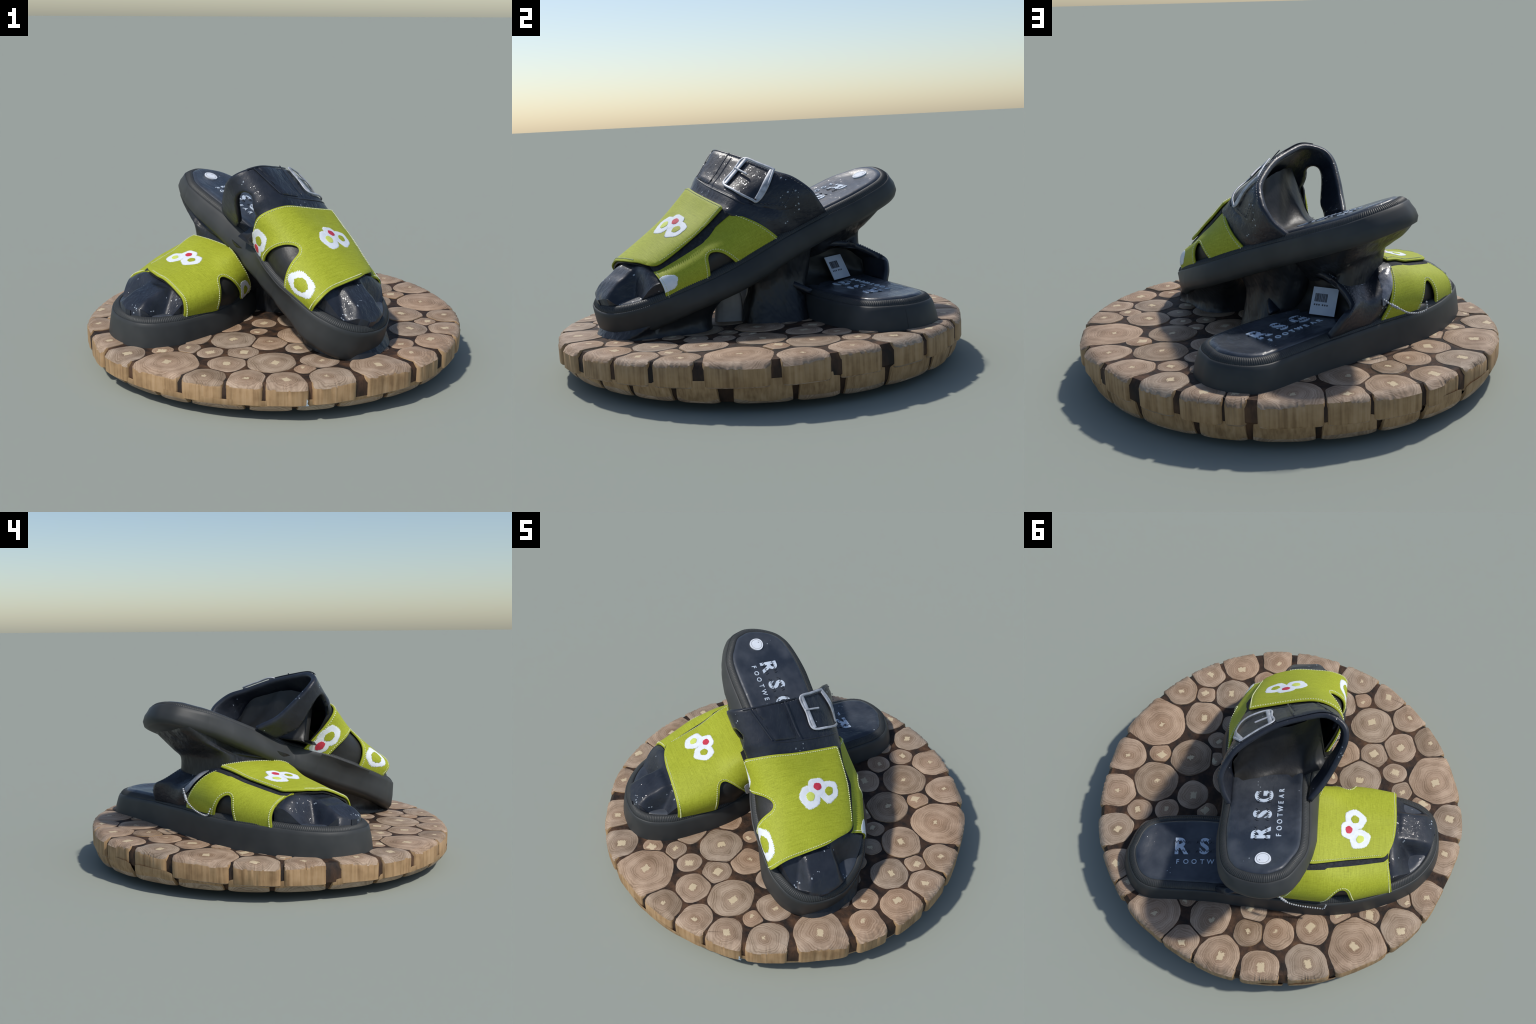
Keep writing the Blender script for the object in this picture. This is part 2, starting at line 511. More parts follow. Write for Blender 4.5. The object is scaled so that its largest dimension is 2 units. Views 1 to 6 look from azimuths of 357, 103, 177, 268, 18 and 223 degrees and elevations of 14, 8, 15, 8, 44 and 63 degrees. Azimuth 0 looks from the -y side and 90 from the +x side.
# --------------------------------------------------------------- the sandals
# local frame: x from heel to toe, y towards the outer side of the foot, z up from the tread
OUTLINE = [(-0.036, 0.04), (-0.024, 0.11), (0.008, 0.178), (0.05, 0.220), (0.12, 0.248), (0.27, 0.262), (0.45, 0.262), (0.70, 0.280),
           (0.95, 0.303), (1.13, 0.288), (1.30, 0.238), (1.43, 0.177), (1.51, 0.108), (1.568, 0.02), (1.592, -0.08), (1.583, -0.19),
           (1.53, -0.264), (1.45, -0.305), (1.36, -0.325), (1.15, -0.324), (1.05, -0.308), (0.95, -0.281), (0.85, -0.233), (0.79, -0.201),
           (0.73, -0.170), (0.63, -0.158), (0.45, -0.160), (0.27, -0.164), (0.16, -0.156), (0.08, -0.122), (0.005, -0.072), (-0.026, -0.012)]

# the upper as four girth lines, each from the outer foot over the instep to the inner foot
GIRTH_UPRIGHT = [
    [(.445, .262, .140), (.48, .282, .22), (.505, .280, .30), (.55, .225, .38), (.60, .145, .425), (.65, .0, .484), (.675, -.14, .511), (.684, -.26, .518), (.655, -.348, .468), (.612, -.358, .395), (.565, -.305, .29), (.525, -.245, .20), (.465, -.175, .130)],
    [(.733, .280, .140), (.80, .265, .25), (.87, .220, .335), (.905, .165, .375), (.915, .05, .395), (.918, -.10, .412), (.908, -.21, .415), (.887, -.293, .380), (.860, -.326, .325), (.835, -.300, .245), (.812, -.250, .165), (.80, -.208, .100)],
    [(1.06, .302, .125), (1.075, .278, .22), (1.09, .225, .275), (1.10, .15, .315), (1.11, .03, .335), (1.115, -.08, .345), (1.11, -.18, .335), (1.10, -.265, .295), (1.08, -.322, .22), (1.05, -.312, .095)],
    [(1.345, .228, .115), (1.335, .195, .195), (1.335, .12, .243), (1.35, .03, .266), (1.372, -.07, .266), (1.38, -.17, .250), (1.386, -.265, .228), (1.392, -.332, .175), (1.366, -.328, .095)]]
GIRTH_PRESSED = [
    [(.43, .258, .140), (.460, .282, .20), (.503, .298, .250), (.548, .262, .285), (.578, .15, .340), (.60, .02, .36), (.63, -.12, .35), (.65, -.23, .33), (.63, -.29, .26), (.56, -.265, .19), (.48, -.19, .130)],
    [(.733, .285, .140), (.79, .285, .24), (.85, .240, .330), (.895, .175, .372), (.915, .05, .382), (.918, -.05, .378), (.926, -.147, .371), (.955, -.212, .365), (.965, -.265, .335), (.93, -.300, .25), (.88, -.275, .17), (.86, -.240, .105)],
    [(1.06, .302, .125), (1.065, .275, .22), (1.075, .215, .285), (1.09, .13, .315), (1.11, .03, .325), (1.115, -.08, .322), (1.11, -.18, .312), (1.10, -.275, .275), (1.08, -.325, .21), (1.05, -.332, .105)],
    [(1.338, .240, .115), (1.325, .205, .205), (1.318, .10, .272), (1.34, .0, .280), (1.352, -.07, .274), (1.358, -.14, .267), (1.364, -.236, .231), (1.370, -.300, .19), (1.374, -.318, .095)]]
US, VS = 0.24, 0.92     # metric scale of the upper's own coordinates: length per girth step, girth

class Upper:
    def __init__(self, girths, dents):
        NT = 161
        st = np.array([spline(g, NT) for g in girths])
        ext = np.vstack([[2 * st[0] - st[1]], st, [2 * st[-1] - st[-2]]])
        rows = []
        self.ns = 3 * 40
        for i in range(self.ns + 1):
            s = i / 40
            k = min(int(s), 2)
            u = s - k
            a, b, c, d = ext[k], ext[k + 1], ext[k + 2], ext[k + 3]
            cr = 0.5 * (2 * b + (c - a) * u + (2 * a - 5 * b + 4 * c - d) * u * u + (3 * b - a - 3 * c + d) * u ** 3)
            li = b * (1 - u) + c * u
            rows.append(0.5 * cr + 0.5 * li)
        self.G = np.array(rows)
        foot = np.linspace(0, 1, NT)
        self.G[:, :, 1] += .010 * (np.exp(-((1 - foot) / .04) ** 2) - np.exp(-(foot / .04) ** 2))   # ends tucked into the sole
        for _ in range(2):
            self.normals(NT)
            if _ == 0:       # press in or puff out: place, spread and depth of each
                sg, tg = np.meshgrid(np.arange(self.ns + 1) / 40, np.linspace(0, 1, NT), indexing="ij")
                for cs, ct, ws, wt, dep in dents:
                    self.G = self.G - self.N * (dep * np.exp(-((sg - cs) / ws) ** 2 - ((tg - ct) / wt) ** 2))[..., None]

    def normals(self, NT):
        ds = np.gradient(self.G, axis=0)
        dt = np.gradient(self.G, axis=1)
        n = np.cross(dt, ds)
        n /= np.linalg.norm(n, axis=2, keepdims=True) + 1e-12
        mid = n[:, NT // 2]
        if mid[:, 2].mean() < 0:
            n = -n
        self.N, self.NT = n, NT
    def at(self, s, t, off=0.0):
        fs = np.clip(np.asarray(s, float) * 40, 0, self.ns - 1e-6)
        ft = np.clip(np.asarray(t, float) * (self.NT - 1), 0, self.NT - 1 - 1e-6)
        i, j = fs.astype(int), ft.astype(int)
        a, b = (fs - i)[..., None], (ft - j)[..., None]
        def bil(A):
            return (A[i, j] * (1 - a) * (1 - b) + A[i + 1, j] * a * (1 - b) + A[i, j + 1] * (1 - a) * b + A[i + 1, j + 1] * a * b)
        n = bil(self.N)
        n /= np.linalg.norm(n, axis=-1, keepdims=True) + 1e-12
        return bil(self.G) + n * np.asarray(off, float)[..., None]
    def find(self, p):
        d = np.linalg.norm(self.G - np.array(p), axis=2)
        i, j = np.unravel_index(d.argmin(), d.shape)
        return i / 40, j / (self.NT - 1)

class Sandal:
    def __init__(self, matrix, side, girths, flat, name_label):
        self.side = side
        self.flat = flat
        self.root = empty("sandal", matrix, name_label, "sandal")
        self.U = Upper(girths, [(.50, .25, .30, .16, .040), (1.45, .16, .40, .13, -.016), (2.1, .16, .55, .14, -.018), (2.5, .9, .4, .08, -.010)] if flat else [(.62, .18, .28, .11, .026), (1.5, .20, .55, .10, .012), (2.4, .18, .5, .10, .010), (.55, .50, .28, .10, .010), (1.4, .42, .5, .10, .007)])
        o = spline(OUTLINE, 1400, True)
        if flat:
            o[:, 1] -= .020 * np.exp(-((o[:, 0] - .25) / .22) ** 2) * (o[:, 1] > 0)
            o[:, 1] -= (.030 * np.exp(-((o[:, 0] - .05) / .09) ** 2) + .018 * np.exp(-((o[:, 0] - .35) / .25) ** 2)) * sstep(-.02, -.10, o[:, 1])
        else:
            o[:, 1] += .014 * np.exp(-((o[:, 0] - .32) / .22) ** 2) * sstep(.1, .2, o[:, 1])
        seg = np.array([(0.14, 0.02), (0.5, 0.03), (1.0, -0.01), (1.42, -0.10)])
        segd = resample(seg, 200)
        dist = np.linalg.norm(o[:, None, :] - segd[None], axis=2)
        self.med = segd[dist.argmin(1)]
        # smooth the medial feet so that insets stay even
        k = np.ones(61) / 61
        for c in range(2):
            self.med[:, c] = np.convolve(np.concatenate([self.med[-30:, c], self.med[:, c], self.med[:30, c]]), k, "valid")
        self.o = o
        self.dir = self.med - o
        self.len = np.linalg.norm(self.dir, axis=1, keepdims=True)
        self.dir /= self.len
    def P(self, V):
        V = np.array(V, float)
        V[:, 1] *= self.side
        return V
    def add(self, name, V, F, mat, parent=None, smooth=35, stuff=False):
        return add(name, self.P(V), F, mat, parent or self.root, smooth, stuff=stuff)
    def rim(self, p):
        """height of the sole's top edge"""
        x, y = p[..., 0], p[..., 1]
        ho = np.interp(x, [-.1, .1, .42, .73, 1.1, 1.35, 1.6], [.130, .128, .134, .138, .130, .122, .104])
        hi = np.interp(x, [-.1, .1, .5, .93, 1.15, 1.4, 1.6], [.132, .127, .124, .112, .101, .100, .102])
        w = sstep(-.2, .2, y)
        return ho * w + hi * (1 - w)
    def bed(self, p):
        """the dished footbed"""
        x, y = p[..., 0], p[..., 1]
        z = self.rim(p) + np.interp(x, [0, .6, 1.1, 1.6], [.028, .026, .014, .010])
        z = z - 0.008 * np.exp(-((x - .13) / .14) ** 2 - ((y - .03) / .11) ** 2)
        return z

def inset(S, d):
    d = np.minimum(d, S.len[:, 0] * 0.96)
    return S.o + S.dir * d[:, None]

def build_sole(S):
    N = len(S.o)
    x = S.o[:, 0]
    one = np.ones(N)
    rim = S.rim(S.o)
    toe = np.exp(-((x - 1.6) / .25) ** 2)
    heel = np.exp(-((x + .05) / .16) ** 2)
    inn = (S.o[:, 1] < -.02).astype(float)
    inn = np.convolve(np.concatenate([inn[-60:], inn, inn[:60]]), np.ones(121) / 121, "valid")
    flare = .012 + .022 * heel + .008 * inn * (1 - heel) * (1 - toe) + .004 * toe
    if S.flat:
        zb = -0.030 * one
        rows = [(inset(S, .12 * one), zb), (inset(S, -flare - .006), zb + .002), (inset(S, -flare - .004), zb + .030), (inset(S, -flare), zb + .058), (inset(S, -.8 * flare), .5 * (zb + rim) + .012)]
    else:
        f_out = np.interp(x, [-.05, .1, .5, .75, 1.0, 1.25, 1.4, 1.6], [.020, .020, .018, .022, .035, .030, .012, .014])
        f_in = np.interp(x, [-.05, .15, .3, .6, .75, .9, 1.05, 1.2, 1.35, 1.6], [.020, .004, .026, .036, .030, -.028, -.050, -.030, .002, .014])
        flare = f_out * (1 - inn) + f_in * inn
        z_out = np.interp(x, [-.1, .5, 1.25, 1.45, 1.6], [.030, .028, .022, -.012, -.055])
        z_in = np.interp(x, [-.1, .2, .5, .8, 1.0, 1.25, 1.4, 1.6], [.030, .022, .006, -.018, -.026, -.035, -.050, -.058])
        zb = z_out * (1 - inn) + z_in * inn
        rows = [(inset(S, .12 * one), np.maximum(zb - .010, -.04)), (inset(S, .040 - flare), zb - .006), (inset(S, .012 - flare), zb), (inset(S, -flare), zb + .022), (inset(S, -.9 * flare), .5 * (zb + rim) + .002)]
    arc = np.cumsum(np.linalg.norm(np.diff(np.vstack([S.o[-1:], S.o]), axis=0), axis=1))
    rib = 0.5 + 0.5 * np.sin(arc / 0.0098 * 2 * np.pi)
    rows += [(inset(S, -.35 * flare), rim - .022), (inset(S, -.002 * one), rim - .005), (inset(S, .004 * one), rim + .000), (inset(S, .0065 * one), rim - .001), (inset(S, .009 - .003 * rib), rim + .004 + .001 * rib),
             (inset(S, .021 - .003 * rib), rim + .015 + .002 * rib), (inset(S, .030 - .002 * rib), rim + .0205 + .001 * rib), (inset(S, .035 * one), rim + .0215), (inset(S, .042 * one), rim + .020), (inset(S, .050 * one), rim - .010)]
    V = np.vstack([np.column_stack([p, z]) for p, z in rows])
    F = grid_faces(len(rows), N)
    V = np.vstack([V, np.column_stack([S.med, zb if S.flat else np.maximum(zb - .010, -.04)])])
    b = len(rows) * N
    F += [(b + j, b + (j + 1) % N, (j + 1) % N, j) for j in range(N)]
    m = np.column_stack([S.med, rim * 0 + .080])
    V = np.vstack([V, m])
    c = b + N
    l = (len(rows) - 1) * N
    F += [(l + j, l + (j + 1) % N, c + (j + 1) % N, c + j) for j in range(N)]
    S.add("sole", V, F, RUBBER, None, 80)
    # footbed, its raised lip inside the sole's rim
    q = slice(None, None, 5)
    o, d, med = S.o[q], S.dir[q], S.med[q]
    n = len(o)
    rows = []
    for dd, dz in ((.038, -.02), (.038, .018), (.044, .026), (.054, .030), (.068, .030), (.095, .026)):
        p = o + d * dd
        k = np.interp(o[:, 0], [0, .6, 1.1, 1.6], [1, .95, .75, .7])
        rows.append(np.column_stack([p, S.rim(o) + dz * k]))
    p0 = rows[-1][:, :2]
    for f in (.25, .5, .75, 1.0):
        p = p0 * (1 - f) + med * f
        rows.append(np.column_stack([p, S.bed(p) + .002 - .0 * f]))
    V = np.vstack(rows)
    F = grid_faces(len(rows), n)
    # close below
    under = np.column_stack([med, np.full(n, .075)])
    V = np.vstack([V, under])
    k = len(rows) * n
    F += [(k + j, k + (j + 1) % n, (j + 1) % n, j) for j in range(n)]
    S.add("footbed", V, F, FOOTBED, None, 50)

def clean_poly(pts, step=0.012, closed=True):
    P = np.array(pts, float)
    L = np.linalg.norm(np.diff(np.vstack([P, P[:1]]), axis=0), axis=1).sum()
    return resample(P, max(12, int(L / step)), closed)

def smooth_outline(parts):
    """join straight and curved runs: each part is ('l', pts) or ('c', pts)"""
    out = []
    for kind, pts in parts:
        P = np.array(pts, float) * [US, VS]
        if kind == "c":
            P = spline(P, 40)
        out.append(P)
    P = np.vstack(out)
    keep = [0]
    for i in range(1, len(P)):
        if np.linalg.norm(P[i] - P[keep[-1]]) > 1e-4:
            keep.append(i)
    return P[keep]

def patch(S, name, outline, thick, off, mat, parent=None, grid=0.014, edge_round=0.003, holes=(), smooth=38, dent=None, surf=None):
    """a sheet of material cut to an outline in the upper's own coordinates (already metric), laid on the upper"""
    U = S.U
    out = clean_poly(outline, grid)
    loops = [out] + [clean_poly(h, grid) for h in holes]
    pts, edges, k = [], [], 0
    for lp in loops:
        pts += list(lp)
        edges += [(k + i, k + (i + 1) % len(lp)) for i in range(len(lp))]
        k += len(lp)
    lo, hi = out.min(0), out.max(0)
    gx, gy = np.meshgrid(np.arange(lo[0], hi[0], grid), np.arange(lo[1], hi[1], grid))
    g = np.stack([gx.ravel(), gy.ravel()], 1)
    ok = inside(g, out)
    for h in loops[1:]:
        ok &= ~inside(g, h)
    g = g[ok]
    bd = np.vstack(loops)
    far = np.array([np.min(np.sum((bd - q) ** 2, 1)) > (0.6 * grid) ** 2 for q in g]) if len(g) else np.zeros(0, bool)
    pts += list(g[far]) if len(g) else []
    vs, es, fs, *_ = delaunay_2d_cdt([Vector(p) for p in pts], edges, [], 0, 1e-7)
    vs = np.array([tuple(v) for v in vs])
    T = np.array([f[:3] for f in fs])
    cen = vs[T].mean(1)
    ok = inside(cen, out)
    for h in loops[1:]:
        ok &= ~inside(cen, h)
    T = T[ok]
    e = {}
    for tri in T:
        for a, b in ((tri[0], tri[1]), (tri[1], tri[2]), (tri[2], tri[0])):
            key = (min(a, b), max(a, b))
            e.setdefault(key, []).append((a, b))
    border = [v[0] for v in e.values() if len(v) == 1]
    isb = np.zeros(len(vs), bool)
    for a, b in border:
        isb[a] = isb[b] = True
    s, t = vs[:, 0] / US, vs[:, 1] / VS
    o = off(s, t) if callable(off) else np.full(len(vs), off)
    if dent is not None:
        o = o - dent(s, t)
    top = (surf or U.at)(s, t, o - np.where(isb, edge_round, 0))
    bot = (surf or U.at)(s, t, o - thick + np.where(isb, min(edge_round, thick * .3), 0))
    n = len(vs)
    F = [tuple(f) for f in T] + [tuple(i + n for i in f[::-1]) for f in T] + [(b, a, a + n, b + n) for a, b in border]
    return S.add(name, np.vstack([top, bot]), F, mat, parent, smooth)

def stitches(S, name, line, off, parent, mat=THREAD, pitch=0.0105, dash=0.0066, w=0.0042, h=0.003):
    """a run of short thread stitches along a line in metric upper coordinates"""
    L = np.linalg.norm(np.diff(line, axis=0), axis=1).sum()
    n = int(L / pitch)
    V, F = [], []
    P = resample(line, n * 2 + 1)
    for i in range(n):
        c0, c1 = P[2 * i], P[2 * i + 1]
        d = (c1 - c0)
        ln = np.linalg.norm(d)
        if ln < 1e-6:
            continue
        d /= ln
        c0, c1 = c0, c0 + d * dash
        nrm = np.array([-d[1], d[0]]) * w / 2
        q = np.array([c0 + nrm, c0 - nrm, c1 - nrm, c1 + nrm, (c0 * .8 + c1 * .2) + nrm * .5, (c0 * .8 + c1 * .2) - nrm * .5, (c0 * .2 + c1 * .8) - nrm * .5, (c0 * .2 + c1 * .8) + nrm * .5])
        o = off(q[:, 0] / US, q[:, 1] / VS) if callable(off) else np.full(8, off)
        o = o + np.array([-.001] * 4 + [h] * 4)
        p = S.U.at(q[:, 0] / US, q[:, 1] / VS, o)
        b = len(V)
        V += list(p)
        F += [(b, b + 1, b + 2, b + 3), (b + 4, b + 7, b + 6, b + 5)] + [(b + i, b + 4 + i, b + 4 + (i + 1) % 4, b + (i + 1) % 4) for i in range(4)]
    if V:
        S.add(name, V, F, mat, parent, 40, stuff=True)

def shift_line(P, d):
    """offset an open line sideways (left of its direction positive)"""
    P = resample(np.array(P, float), max(30, int(np.linalg.norm(np.diff(P, axis=0), axis=1).sum() / .008)))
    T = np.gradient(P, axis=0)
    T /= np.linalg.norm(T, axis=1, keepdims=True) + 1e-12
    return P + np.stack([-T[:, 1], T[:, 0]], 1) * d

def m(pts):
    return np.array(pts, float) * [US, VS]

def ragged(c, r1, r2, seed, n=90, amp=0.07, rot=0.0):
    g = np.random.default_rng(seed)
    a = np.linspace(0, 2 * np.pi, n, endpoint=False)
    j = 1 + amp * (np.where(np.arange(n) % 2, 1, -1) * g.uniform(.2, 1, n)) + 0.045 * np.sin(5 * a + seed)
    x, y = r1 * j * np.cos(a), r2 * j * np.sin(a)
    cr, sr = math.cos(rot), math.sin(rot)
    return np.array(c) + np.stack([x * cr - y * sr, x * sr + y * cr], 1)

def tube(pts, r, n=8, closed=False, flat=1.0, up=None):
    P = np.array(pts, float)
    T = np.gradient(P, axis=0) if not closed else (np.roll(P, -1, 0) - np.roll(P, 1, 0))
    T /= np.linalg.norm(T, axis=1, keepdims=True) + 1e-12
    up = np.array([0, 0, 1.0]) if up is None else np.asarray(up, float)
    if up.ndim == 1:
        up = np.tile(up, (len(P), 1))
    A = np.cross(T, up)
    A /= np.linalg.norm(A, axis=1, keepdims=True) + 1e-12
    B = np.cross(A, T)
    V = []
    for i in range(len(P)):
        for j in range(n):
            a = 2 * np.pi * j / n
            V.append(P[i] + r * (A[i] * math.cos(a) + flat * B[i] * math.sin(a)))
    F = grid_faces(len(P), n)
    if closed:
        k = (len(P) - 1) * n
        F += [(k + j, k + (j + 1) % n, (j + 1) % n, j) for j in range(n)]
    else:
        F += [tuple(range(n - 1, -1, -1)), tuple(range((len(P) - 1) * n, len(P) * n))]
    return V, F

# ------------------------------------------------------------ uppers, toe, trims
def build_upper(S, inner_cut, outer_cut, flap, gap_loop):
    U = S.U
    # --- black rear strap with the open loop on the inner side
    def rear_off(s, t):
        return -0.015 * sstep(.72, 1.0, s)
    if gap_loop:
        out = smooth_outline([("l", [(0, 0), (0, .25), (0, .5), (0, .75), (0, 1)]), ("l", [(.40, 1)]),
                              ("c", [(.44, .985), (.48, .95), (.53, .91), (.49, .86), (.42, .815), (.37, .77), (.37, .735), (.45, .712), (.58, .712), (.72, .738), (.90, .772), (1.0, .80), (1.06, .84)]),
                              ("l", [(1.1, .8), (1.1, .5), (1.1, .2), (1.08, 0)])])
    else:
        out = smooth_outline([("l", [(0, 0), (0, .25), (0, .5), (0, .75), (0, 1)]), ("l", [(.55, 1), (1.1, 1)]), ("l", [(1.1, .5), (1.08, 0)])])
    strap = patch(S, "rear_strap", out, 0.030, rear_off, PATENT, grid=.011, edge_round=.004, smooth=75)
    stitches(S, "dark_stitching", m([(.05, t) for t in np.linspace(.10, .60, 40)]), 0.0005, strap, DARKTHREAD, .012, .008, .004, .002)
    # --- lining: the black inner skin, sunk where the side windows are
    def dent(s, t):
        a = np.exp(-(((s - 2.0) / .33) ** 2 + ((t - .02) / .10) ** 2))
        b = np.exp(-(((s - 1.98) / .36) ** 2 + ((t - .92) / .13) ** 2))
        return .020 * a + .006 * b
    lo = smooth_outline([("l", [(.93, 0), (.93, .3), (.93, .6), (.93, .80), (1.0, .87), (1.02, 1.0), (2, 1), (2.99, 1), (2.99, .5), (2.99, 0), (2, 0)])])
    patch(S, "lining", lo, 0.008, lambda s, t: -.0155 - .016 * sstep(.10, .30, t) * (1 - sstep(.30, .42, t)), LINING, grid=.016, edge_round=0, dent=dent)
    # --- outer panel, reaching under the flap
    def outer_off(s, t):
        return -.003 - (.016 if S.flat else .030) * sstep(.13, .33, t)
    (r0, r1) = outer_cut[0], outer_cut[-1]
    op = smooth_outline([("l", [(1.0, 0.0), (r0[0], 0.0)]), ("c", outer_cut), ("l", [(3.0, 0.0), (3.0, .12), (2.99, .25), (2.97, .40)]),
                         ("l", [(2.0, .40), (1.0, .42), (1.0, .25), (1.0, .12)])])
    panel = patch(S, "outer_panel", op, 0.012, outer_off, FABRIC, grid=.013)
    # --- the flap: one piece from the inner foot over the instep to its free outer end
    p0, p1 = inner_cut[0], inner_cut[-1]
    fl = smooth_outline([("l", [(1.0, flap[0] + .02), (1.0, .4), (1.0, .6), (1.0, .8), (1.0, 1.0), (p0[0], 1.0)]), ("c", inner_cut),
                         ("l", [(3.0, 1.0), (3.0, .8), (3.0, .6), (3.0, .47)]), ("c", [(2.99, .42), (2.96, flap[2] + .05), (2.86, flap[2]), (2.65, flap[2] - .002)]),
                         ("l", [(2.0, (flap[0] + flap[2]) / 2 + .004), (1.15, flap[0]), (1.03, flap[0] + .003)])])
    def flap_off(s, t):
        return .002 + 0 * s
    front = patch(S, "front_strap", fl, 0.014, flap_off, FABRIC, grid=.013, edge_round=.004)
    # black hook strip that shows below the free end
    vel = smooth_outline([("l", [(1.02, flap[0] - .05), (1.02, flap[0] + .03), (1.5, flap[0] + .03), (2.3, flap[2] + .03), (2.93, flap[2] + .06), (2.98, flap[2] - .01)]), ("l", [(2.9, flap[2] - .045), (2.0, flap[2] - .045), (1.5, flap[0] - .045)])])
    patch(S, "velcro_strip", vel, 0.008, lambda s, t: -.0155 + 0 * s, VELCRO, grid=.013)
    # --- stitching, a finger inside each edge
    d = .012
    L = lambda pts: np.array(pts, float) * [US, VS]
    for k, (line, off, par) in enumerate((
            (L([(1.045, t) for t in np.linspace(flap[0] + .01, .985, 60)]), flap_off, front),
            (L([(2.955, t) for t in np.linspace(.45, .985, 60)]), flap_off, front),
            (L([(s, np.interp(s, [1.05, 2.65], [flap[0] + .014, flap[2] + .012])) for s in np.linspace(1.06, 2.78, 60)]), flap_off, front),
            (L([(1.045, t) for t in np.linspace(.01, flap[0] - .02, 30)]), outer_off, panel),
            (L([(2.955, t) for t in np.linspace(.01, flap[2] - .03, 30)]), outer_off, panel))):
        stitches(S, "stitching", line, off, par)
    for cut, off, par, sgn in ((inner_cut, flap_off, front, 1), (outer_cut, outer_off, panel, -1)):
        base = spline(L(cut), 60)
        c = base.mean(0)
        for sg in (1, -1):
            ln = shift_line(base, sg * d)
            if np.linalg.norm(ln - c, axis=1).mean() > np.linalg.norm(base - c, axis=1).mean():
                ok = (ln[:, 1] > .004) & (ln[:, 1] < VS - .004)
                stitches(S, "stitching", ln[ok], off, par)
    return strap, front, panel

def flower_print(S, parent, blobs, off):
    """ragged white rings; each blob: (point, radius, centre material or None, centre radius)"""
    pr = None
    for k, (p, r, cm, cr) in enumerate(blobs):
        st = p if len(p) == 2 else S.U.find(p)
        c = np.array(st) * [US, VS]
        o = ragged(c, r, r, 31 + k, 96, .085)
        o[:, 0] = np.clip(o[:, 0], 1.004 * US, 2.996 * US)
        o[:, 1] = np.clip(o[:, 1], .004 * VS, .996 * VS)
        w = patch(S, "flower_print", o, .003, (lambda s, t, k=k: off(s, t) + .0018 + .0004 * k), WHITE, parent, grid=.0031, edge_round=.0006)
        if cm is not None:
            patch(S, "flower_centre", ragged(c, cr, cr * 1.05, 61 + k, 22, .10), .003, (lambda s, t: off(s, t) + .0042), cm, w, grid=.006, edge_round=.0006)

def build_toe(S):
    """ridge that runs from under the strap down to the toe, with a hollow on each side"""
    o = S.o
    i_toe = o[:, 0].argmax()
    outer, inner = o[:i_toe], o[i_toe:]
    def edge(x, br):
        k = br[:, 0] > .8
        b = br[k]
        q = b[:, 0].argsort()
        return np.interp(x, b[q, 0], b[q, 1])
    G3 = S.U.G[-1]
    up = G3[:, 2] > .16
    ay, az = G3[up, 1][::-1], G3[up, 2][::-1]
    q = ay.argsort()
    V = []
    nx, ny = 60, 90
    xs = np.linspace(1.315, 1.572, nx)
    for x in xs:
        yo, yi = edge(min(x + .022, 1.594), outer) - .036, edge(min(x + .022, 1.594), inner) + .036
        if yo - yi < .04:
            mid = (yo + yi) / 2
            yo, yi = mid + .02, mid - .02
        for y in np.linspace(yi, yo, ny):
            p = np.array([x, y])
            bed = float(S.bed(p)) + .004
            zr = np.interp(x, [1.30, 1.39, 1.46, 1.52, 1.555, 1.58, 1.60], [.238, .230, .210, .186, .162, .132, .104])
            w = 1 - float(sstep(.070, .135, abs(y + .10)))
            arch = np.interp(y, ay[q], az[q], left=bed + .02, right=bed + .02) - .022
            wm = 1 - float(sstep(1.325, 1.46 if y > -.1 or S.flat else 1.53, x))
            a, b = max(0, zr - bed) * w, max(0, arch - bed) * wm
            k = .018
            h = max(a, b) + max(k - abs(a - b), 0) ** 2 / (4 * k)
            if x < 1.39:
                h = min(h, max(0, arch - bed))
            dip = math.exp(-((x - 1.45) / .06) ** 2) * ((math.exp(-((y + .245) / .05) ** 2) if S.flat else 0) + math.exp(-((y - .065) / .05) ** 2))
            hollow = -.022 * dip
            h += .002 * math.sin(x * 70 + y * 18) * w
            V.append((x, y, bed + h + hollow))
    Z = np.array(V)[:, 2].reshape(nx, ny)
    for _ in range(10):      # leather stretched over: no hard creases
        Zp = np.pad(Z, 1, mode="edge")
        Z = .5 * Z + .125 * (Zp[:-2, 1:-1] + Zp[2:, 1:-1] + Zp[1:-1, :-2] + Zp[1:-1, 2:])
    V = [(x, y, z) for (x, y, _), z in zip(V, Z.ravel())]
    n = len(V)
    F = grid_faces(nx, ny, False)
    V += [(x, y, .055) for x, y, z in V]
    F += [tuple(k + n for k in f[::-1]) for f in F]
    ed = [j for j in range(ny)] + [i * ny + ny - 1 for i in range(1, nx)] + [(nx - 1) * ny + j for j in range(ny - 2, -1, -1)] + [i * ny for i in range(nx - 2, 0, -1)]
    F += [(ed[k], ed[(k + 1) % len(ed)], ed[(k + 1) % len(ed)] + n, ed[k] + n) for k in range(len(ed))]
    S.add("toe_tongue", V, F, PATENT, None, 60)

def glyphs(body, size, bold):
    cu = bpy.data.curves.new("glyph", "FONT")
    cu.body, cu.size, cu.align_x, cu.offset = body, size, "CENTER", bold
    cu.resolution_u = 4
    ob = bpy.data.objects.new("glyph", cu)
    scene_col.objects.link(ob)
    me = bpy.data.meshes.new_from_object(ob.evaluated_get(bpy.context.evaluated_depsgraph_get()))
    V = np.array([tuple(v.co) for v in me.vertices])[:, :2]
    F = [tuple(p.vertices) for p in me.polygons]
    bpy.data.objects.remove(ob)
    bpy.data.curves.remove(cu)
    bpy.data.meshes.remove(me)
    V -= (V.max(0) + V.min(0)) / 2
    return V, F

